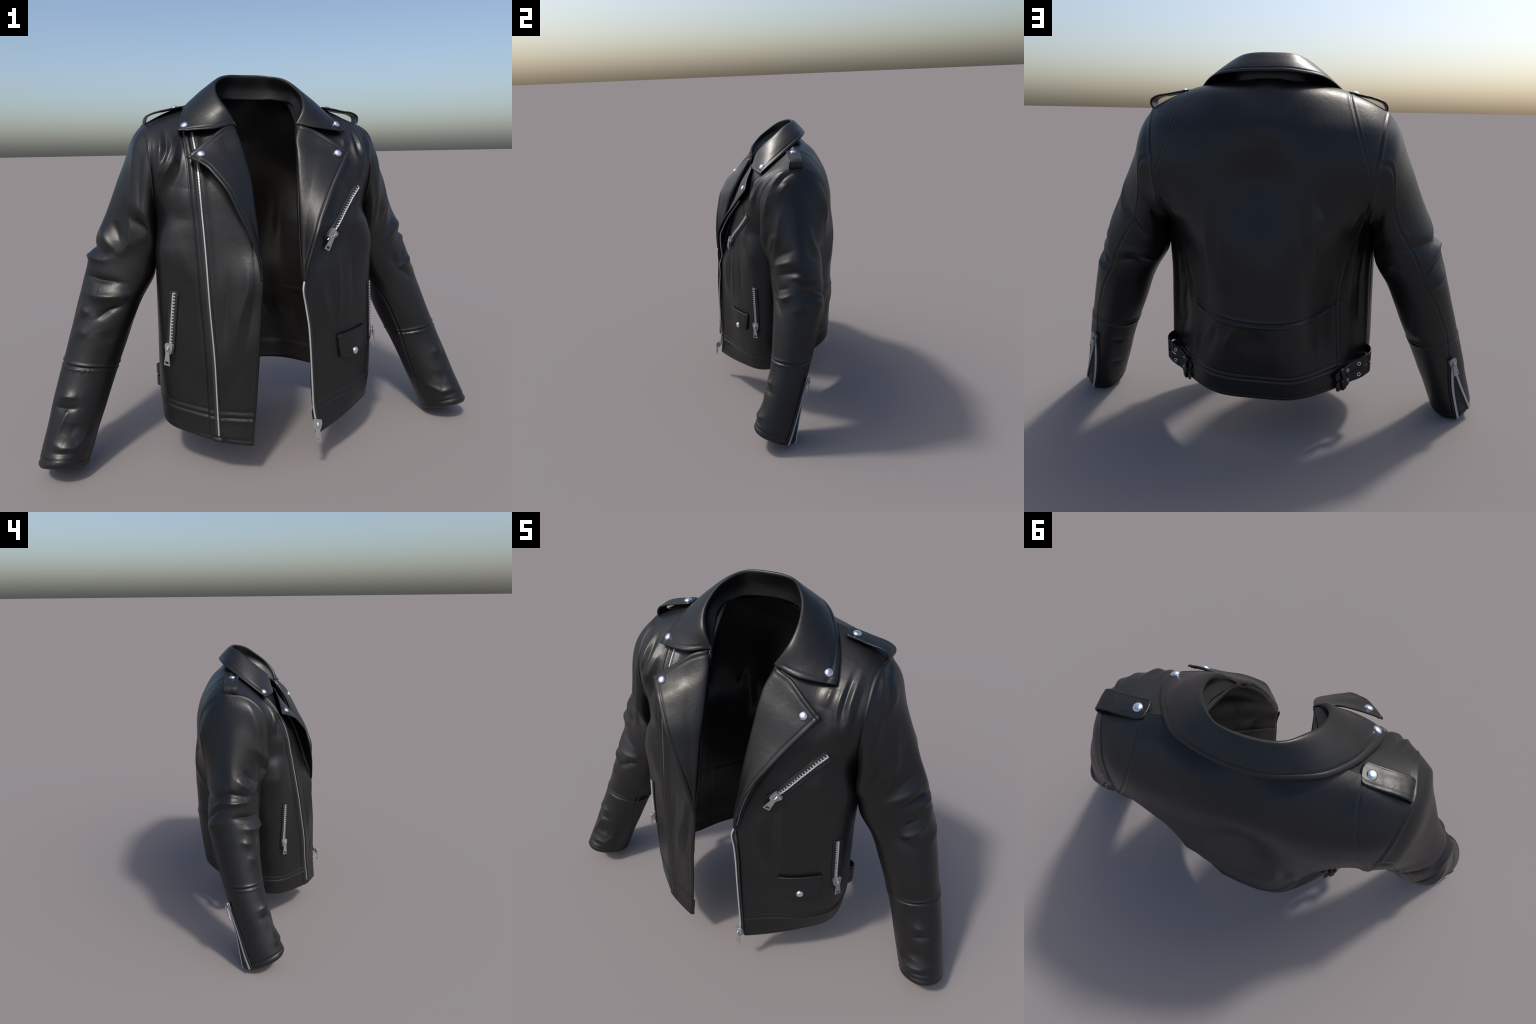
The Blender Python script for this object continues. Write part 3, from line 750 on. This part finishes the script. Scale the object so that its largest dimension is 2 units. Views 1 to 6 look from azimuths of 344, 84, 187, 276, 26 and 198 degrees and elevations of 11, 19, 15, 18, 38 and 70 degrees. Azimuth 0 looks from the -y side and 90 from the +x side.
# ------------------------------------------------------------------ zippers
def zipper_pull_meshes(scale=1.):
    """Slider body and pull tab, in a frame with y along the zipper (pull hangs to -y) and z outwards."""
    sl = Bag()
    # slider: two plates on a waist, with a bridge
    def plate(z, hgt):
        out = [(-.0155, .018), (.0155, .018), (.0165, .008), (.012, -.018), (-.012, -.018), (-.0165, .008)]
        n = len(out); v = [(x, y, z - hgt) for x, y in out] + [(x, y, z + hgt) for x, y in out]
        f = [list(range(n))[::-1], list(range(n, 2*n))] + [[k, (k+1) % n, (k+1) % n + n, k + n] for k in range(n)]
        sl.put(v, f)
    plate(.003, .0015); plate(.011, .0015)
    sl.put(*box((0, .010, .007), (.004, 0, 0), (0, .006, 0), (0, 0, .004)))
    arc = [(0, .010 - .022*k/8, .0125 + .007*math.sin(math.pi*k/8)) for k in range(9)]
    sl.put(*tube(arc, .008, .004, (0, 0, 1.), 6))
    m1 = sl.mesh("zipper_slider", False)
    # pull tab: frame with a slot, flaring to the end
    out = [(-.008, .002), (.008, .002), (.0085, -.016), (.0125, -.056), (-.0125, -.056), (-.0085, -.016)]
    slot = [(-.0070, -.041), (.0070, -.041), (.0082, -.051), (-.0082, -.051)]
    bm = bmesh.new()
    rings = []
    for z in (.0145, .0175):
        rings.append(([bm.verts.new((x, y, z)) for x, y in out], [bm.verts.new((x, y, z)) for x, y in slot]))
    for (o_, s_), top in ((rings[0], False), (rings[1], True)):
        a, b, c, d, e, f_ = o_; p, q, r_, t_ = s_
        quads = [(a, b, c, f_), (f_, c, q, p), (c, d, r_, q), (d, e, t_, r_), (e, f_, p, t_)]
        for qd in quads: bm.faces.new(qd[::-1] if top else qd)
    for lst in (0, 1):
        n = len(rings[0][lst])
        for k in range(n):
            qd = (rings[0][lst][k], rings[0][lst][(k+1) % n], rings[1][lst][(k+1) % n], rings[1][lst][k])
            bm.faces.new(qd)
    bmesh.ops.recalc_face_normals(bm, faces=bm.faces)
    m2 = bpy.data.meshes.new("zipper_pull"); bm.to_mesh(m2); bm.free()
    for m in (m1, m2):
        for vtx in m.vertices: vtx.co *= scale
        smooth_by_angle(m, 30); m.materials.append(NICKEL)
    return m1, m2
SLIDER, PULL = zipper_pull_meshes(1.12)

def place(mesh, name, parent, p, along, nor, scale=1.):
    y = Vector(along).normalized(); z = Vector(nor); z = (z - y*z.dot(y)).normalized(); x = y.cross(z)
    from mathutils import Matrix
    M = Matrix((x, y, z)).transposed().to_4x4(); M.translation = Vector(p)
    o = add(name, mesh, NICKEL, parent); o.matrix_basis = M @ Matrix.Scale(scale, 4)
    return o

def strip(line, nor, half, lift=0., n=5, t=.002):
    """Flat slab mesh (tape, welt) along a laid line."""
    T = unit(np.gradient(line, axis=0)); S = unit(np.cross(T, nor))
    v = np.linspace(-1, 1, n)
    G = line[:, None] + half*v[None, :, None]*S[:, None] + (nor*lift)[:, None]
    return G

def resample(line, pitch):
    line = np.asarray(line, float)
    L = np.concatenate([[0], np.cumsum(np.linalg.norm(np.diff(line, axis=0), axis=1))])
    n = max(2, int(L[-1]/pitch)); t = np.linspace(0, L[-1], n)
    return np.stack([np.interp(t, L, line[:, i]) for i in range(3)], 1)

def pocket_zipper(top, bottom, parent, tooth_side, pull_twist=0., open_end=False, mid=None):
    """Welted pocket opening: tape, a bar of metal teeth, a slider and a pull at the lower end."""
    pts = [top] + ([mid] if mid else []) + [bottom]
    raw = resample(curve(pts, 60), .006)
    P, N = lay(raw)
    T = unit(np.gradient(P, axis=0)); S = unit(np.cross(T, N)) * tooth_side
    z = add("zipper", None or slab("zipper_tape", strip(P, N, .017, .0022), .003, (grid_normals(strip(P, N, .017))*N[:, None]).sum() < 0, np.repeat(N[:, None], 5, 1)), TAPE, root)
    # welt lips framing the opening
    fr = Bag()
    for sd in (-1, 1):
        ln = P + S*sd*.0185 + N*.001
        fr.put(*tube(ln, .007, .007, N, 8))
    for k, sg in ((0, -1), (-1, 1)):
        a = P[k] + T[k]*sg*.004
        ln = np.array([a + S[k]*x + N[k]*.001 for x in np.linspace(-.0185, .0185, 9)])
        fr.put(*tube(ln, .007, .007, np.repeat(N[k][None], 9, 0), 8))
    m = fr.mesh("welt"); add("pocket_welt", m, LEATHER, z)
    # stitches beside the teeth
    st = Bag()
    Q = resample(P, .013); q = [int(np.argmin(np.linalg.norm(P - x, axis=1))) for x in Q]
    for x, k in zip(Q, q):
        st.put(*box(x - S[k]*.0115 + N[k]*.0042, T[k]*.0035, S[k]*.0007, N[k]*.0006))
    add("stitching", st.mesh("stitching", False), TAPE, z, "stuff")
    # teeth: a continuous bead with a row of teeth to one side
    te = Bag()
    q = P + N*.0055 - S*.002
    te.put(*tube(q, .0062, .0045, N, 6))
    R = resample(P[: -5], .0118)
    for x in R:
        k = int(np.argmin(np.linalg.norm(P - x, axis=1)))
        te.put(*box(x + S[k]*.0035 + N[k]*.0055, T[k]*.0026, S[k]*.0060, N[k]*.0022))
    add("zipper_teeth", te.mesh("zipper_teeth", False), TEETH, z, "stuff")
    k = len(P) - 6
    al = unit(-T[k])
    place(SLIDER, "zipper_slider", z, P[k] + N[k]*.003, al, N[k])
    c, s_ = math.cos(pull_twist), math.sin(pull_twist)
    place(PULL, "zipper_pull", z, P[k] + N[k]*.003 - al*.006, al*c + S[k]*s_, N[k] + al*.10)
    return z

# hand pockets (upright) and the slanted chest pocket; lower ends carry the slider, the pull hangs on below
pocket_zipper((.446, -.151, .727), (.458, -.151, .462), o_front_l, 1)
pocket_zipper((-.424, -.195, .760), (-.456, -.194, .500), o_front_r, -1)
pocket_zipper((.377, -.166, 1.146), (.196, -.262, .947), o_front_l, 1, .28, mid=(.287, -.222, 1.045))

def fine_zip(line, nor, parent, width=.0075, name="zipper_teeth"):
    """One half of the main zipper: a fine row of metal teeth."""
    te = Bag(); P = resample(line, .0062)
    idx = [int(np.argmin(np.linalg.norm(line - x, axis=1))) for x in P]
    N = np.array([nor[k] for k in idx]); T = unit(np.gradient(P, axis=0)); S = unit(np.cross(T, N))
    te.put(*tube(P, width*.7, .004, N, 6))
    for p, t, s, n in zip(P, T, S, N):
        te.put(*box(p + n*.0008, t*.0021, s*width/2, n*.0022))
    return add(name, te.mesh(name, False), TEETH, parent, "stuff")

# main zipper, right half: set back from the edge beside a placket
zp, zn = [], []
for i in range(NV):                                   # follow the placket line row by row
    f = PR2[i, :, 0] - (np.interp(PR2[i, :, 2], zip_R[::-1, 2], zip_R[::-1, 0]) - .008)
    k = int(np.argmax(f < 0))
    if 0 < k and zip_R[-1, 2] < PR2[i, k, 2] < zip_R[0, 2]:
        w = f[k-1]/(f[k-1] - f[k])
        zp.append(PR2[i, k-1]*(1 - w) + PR2[i, k]*w); zn.append(NR[i, k-1]*(1 - w) + NR[i, k]*w)
P, N = np.array(zp), unit(np.array(zn))
for _ in range(6):
    P[1:-1] = .25*P[:-2] + .5*P[1:-1] + .25*P[2:]; N[1:-1] = unit(N[:-2] + N[1:-1] + N[2:])
P = P + N*.0055
tp = add("zipper", slab("zipper_tape", strip(P - N*.005 - np.array([.004, 0, 0]), N, .010, .001, 5), .003, (grid_normals(strip(P, N, .012))*N[:, None]).sum() < 0, np.repeat(N[:, None], 5, 1)), TAPE, root)
fine_zip(P - N*.001, N, tp, .0056)
S = unit(np.cross(unit(np.gradient(P, axis=0)), N)); S = S*np.sign(S[:, :1])
wl = Bag(); wl.put(*tube(P + S*.0092 - N*.002, .013, .019, N, 10)); add("placket_edge", wl.mesh("placket_edge"), LEATHER, tp)
# left half: up the front edge, then round the underside of the lapel
low = np.array([(.117, -.379, .200), (.109, -.366, .262), (.103, -.362, .382), (.097, -.358, .527), (.092, -.352, .62), (.082, -.343, .70), (.073, -.340, .77)])
inw = unit(LAP_L[:, -8] - LAP_L[:, -1])
up_ = LAP_L[:, -1] - LAP_LN[:, -1]*.014 + inw*.012
up_ = up_[8:int(len(up_)*.80)]
lz = curve(np.vstack([low + [-.007, -.003, 0], up_[::10]]), 300)
nz = np.tile(np.array([-.25, -.97, 0.05]), (len(lz), 1)); nz = unit(nz)
ztl = add("zipper", slab("zipper_tape", strip(lz + np.array([.006, .005, 0]), nz, .006, 0, 3), .003, False, np.repeat(nz[:, None], 3, 1)), TAPE, root)
fine_zip(lz, nz, ztl, .0065)
place(SLIDER, "zipper_slider", ztl, (.110, -.386, .208), (0, 0, 1), (-.25, -.97, .05), 1.0)
place(PULL, "zipper_pull", ztl, (.110, -.386, .201), (0, 0.02, 1), (-.25, -.97, .05), 1.0)

# cuff zippers: a bead on both edges of the opened slit, with a dark gusset between them
for s in (1, -1):
    top = np.array([.856*s, .080, .335])
    legs = [(np.array([.930*s, .000, .000])), (np.array([.990*s, -.045, .038]))]
    sl = sleeve_objs[s]; lines = []
    cen = (.85*s, -.06, None)
    for i, e in enumerate(legs):
        m = .5*(top + e) + np.array([(-.006 if i == 0 else .004)*s, .01, 0])
        ln = curve([top, m, e], 90)
        P, N = lay(ln, SLV[s], 0., cen)
        lines.append((P, N))
    a, b = lines
    G = np.stack([a[0]*(1 - x) + b[0]*x + (a[1]*(1-x) + b[1]*x)*(.003 + .0*x) for x in np.linspace(0, 1, 9)], 1)
    N0 = unit(.5*(a[1] + b[1]))
    g = add("zipper", slab("cuff_gusset", G, .003, (grid_normals(G)*N0[:, None]).sum() < 0), TAPE, root)
    for P, N in lines:
        fine_zip(P + N*.006, N, g, .011)
        T = unit(np.gradient(P, axis=0)); S = unit(np.cross(T, N))
        sd = 1 if ((P[-1] - .5*(a[0][-1] + b[0][-1])) @ S[-1]) > 0 else -1
        wl = Bag(); wl.put(*tube(P + S*sd*.012 + N*.001, .012, .010, N, 8)); add("zipper_welt", wl.mesh("zipper_welt"), LEATHER, g)
    p0, n0 = a[0][0], a[1][0]
    al = unit(top - .5*(legs[0] + legs[1]))
    place(SLIDER, "zipper_slider", g, p0 + n0*.004, al, n0); place(PULL, "zipper_pull", g, p0 + n0*.004 - al*.006, al, n0)

# ------------------------------------------------------------------ pocket flap
q = np.array
TLc, TRc, BLc, BRc = q([.250, -.296, .532]), q([.408, -.194, .541]), q([.262, -.292, .440]), q([.398, -.205, .446])
nu, nv = 41, 25
G = np.zeros((nv, nu, 3)); NN = np.zeros((nv, nu, 3))
for i in range(nv):
    for j in range(nu):
        x, y = j/(nu-1), i/(nv-1)
        p = (TLc*(1-x) + TRc*x)*(1-y) + (BLc*(1-x) + BRc*x)*y
        p[2] -= .016*y*(1 - abs(2*x - 1)**1.6)                 # pointed lower edge
        r = .10                                                # rounded corners
        loc, nor, _, _ = BODY.find_nearest(Vector(p))
        if nor.dot(Vector((p[0], p[1], 0))) < 0: nor = -nor
        G[i, j] = loc; NN[i, j] = nor
for _ in range(3):
    NN[1:-1, 1:-1] = unit(NN[:-2, 1:-1] + NN[2:, 1:-1] + NN[1:-1, :-2] + NN[1:-1, 2:])
yy = np.linspace(0, 1, nv)[:, None]; xx = np.linspace(0, 1, nu)[None]
lift = .007 + .008*yy*(1 - .5*np.abs(2*xx - 1)) + 0*xx
edge = np.minimum(np.minimum(xx, 1 - xx)*.18, (1 - yy)*.10 + 0*xx)
lift = lift - .002*np.exp(-((edge - .013)/.004)**2) - .003*np.exp(-(edge/.004)**2)
G = G + NN*lift[..., None]
Ng = grid_normals(G); fl = (Ng*NN).sum() < 0
flap = add("pocket_flap", slab("pocket_flap", G, .008, fl, Ng), LEATHER, root)
wp = Bag(); ln = G[0] + NN[0]*.002 + np.array([0, 0, .004]); wp.put(*tube(ln, .008, .008, NN[0], 8)); add("pocket_welt", wp.mesh("pocket_welt"), LEATHER, flap)
FB = make_bvh([(G + NN*.004, False)])
stud_on((.340, -.262, .452), FB, flap, (.4, -1, 0))

# ------------------------------------------------------------------ side straps with buckles and eyelets
def eyelet_mesh():
    n, m, R, r = 24, 8, .0075, .0024
    v = [((R + r*math.cos(b))*math.cos(a), (R + r*math.cos(b))*math.sin(a), r*.8*math.sin(b)) for a in np.linspace(0, 2*np.pi, n, endpoint=False) for b in np.linspace(0, 2*np.pi, m, endpoint=False)]
    f = [[i*m + j, ((i+1) % n)*m + j, ((i+1) % n)*m + (j+1) % m, i*m + (j+1) % m] for i in range(n) for j in range(m)]
    return mesh_from("eyelet", v, f)
EYE = eyelet_mesh(); EYE.materials.append(SILVER)
def disc_mesh():
    n = 20
    return mesh_from("eyelet_hole", [(.0062*math.cos(2*math.pi*k/n), .0062*math.sin(2*math.pi*k/n), .0006) for k in range(n)] + [(0, 0, -.001)], [[k, (k+1) % n, n] for k in range(n)])
HOLE = disc_mesh(); HOLE.materials.append(TAPE)
def orient_to(o, p, nor):
    o.rotation_mode = 'QUATERNION'; o.rotation_quaternion = Vector(nor).to_track_quat('Z', 'Y'); o.location = Vector(p)

for s in (1, -1):
    w = 0 if s > 0 else .008
    for k, (dz, dx) in enumerate(((0, 0), (-.054, .004))):
        # springs from the side seam, loops outwards and runs back to the buckle on the back
        z0, z1 = .346 + dz, .282 + dz*.9
        ln = curve([((.462 + w)*s, .020, z0 + .006), ((.478 + w)*s, .050, z0 + .002), ((.476 + w)*s, .084, z0 - .006), ((.452 + w)*s, .110, z0 - .016), ((.420 + w)*s, .126, z0 - .030),
                    ((.388 + w)*s, .146, z1 + .022), ((.362 + w + dx)*s, .174, z1 + .010), ((.326 + w + dx)*s, .212, z1 - .004)], 90)
        T = unit(np.gradient(ln, axis=0)); W = unit(np.array([0.0, .0, 1.]) - T*T[:, 2:3])
        L = np.concatenate([[0], np.cumsum(np.linalg.norm(np.diff(ln, axis=0), axis=1))])
        rest = L[-1] - L
        half = .0205*np.where(rest < .02, .5 + .5*np.sqrt(np.clip(1 - (1 - rest/.02)**2, 0, 1)), 1)
        G = ln[:, None] + half[:, None, None]*np.linspace(-1, 1, 9)[None, :, None]*W[:, None]
        N = grid_normals(G)
        cdir = ln - np.array([.40*s, .1, 0]); cdir[:, 2] = 0
        if (N[:, 4]*cdir).sum() < 0: N = -N
        fl = (grid_normals(G)*N).sum() < 0
        o = add("side_strap", slab("side_strap", G, .006, fl), STRAP, root)
        for frac in (.50, .74):
            i = int(frac*89)
            e = add("eyelet", EYE, SILVER, o); orient_to(e, ln[i] + N[i, 4]*.0035, N[i, 4])
            e2 = add("eyelet_hole", HOLE, TAPE, o); orient_to(e2, ln[i] + N[i, 4]*.0036, N[i, 4])
        # leather keeper and metal buckle bar
        i = 76; n_ = N[i, 4]; t_ = T[i]; w_ = W[i]
        kb = Bag()
        pr = [(-.024, -.010), (-.025, .004), (-.022, .008), (.022, .008), (.025, .004), (.024, -.010)]
        lnk = np.array([ln[i] + w_*a + n_*b for a, b in pr]); lnk = curve(lnk, 24)
        kv = []
        Gk = lnk[:, None] + t_*np.linspace(-.009, .009, 5)[None, :, None]
        fk = (grid_normals(Gk)*n_).sum() < 0
        add("buckle_keeper", slab("buckle_keeper", Gk, .005, fk), STRAP, o)
        i2 = 68; bk = Bag()
        c = ln[i2] + N[i2, 4]*.002; t2, w2 = T[i2], W[i2]
        fr = np.array([c + t2*a + w2*b for a, b in ((-.010, -.024), (.010, -.024), (.010, .024), (-.010, .024), (-.010, -.024))])
        for a, b in zip(fr[:-1], fr[1:]):
            seg = np.linspace(a, b, 4); bk.put(*tube(seg, .004, .004, N[i2, 4], 8))
        bk.put(*tube(np.linspace(c - t2*.012 + N[i2, 4]*.004, c + t2*.014 + N[i2, 4]*.004, 4), .004, .004, N[i2, 4], 8))
        add("buckle", bk.mesh("buckle"), GUNMETAL, o)
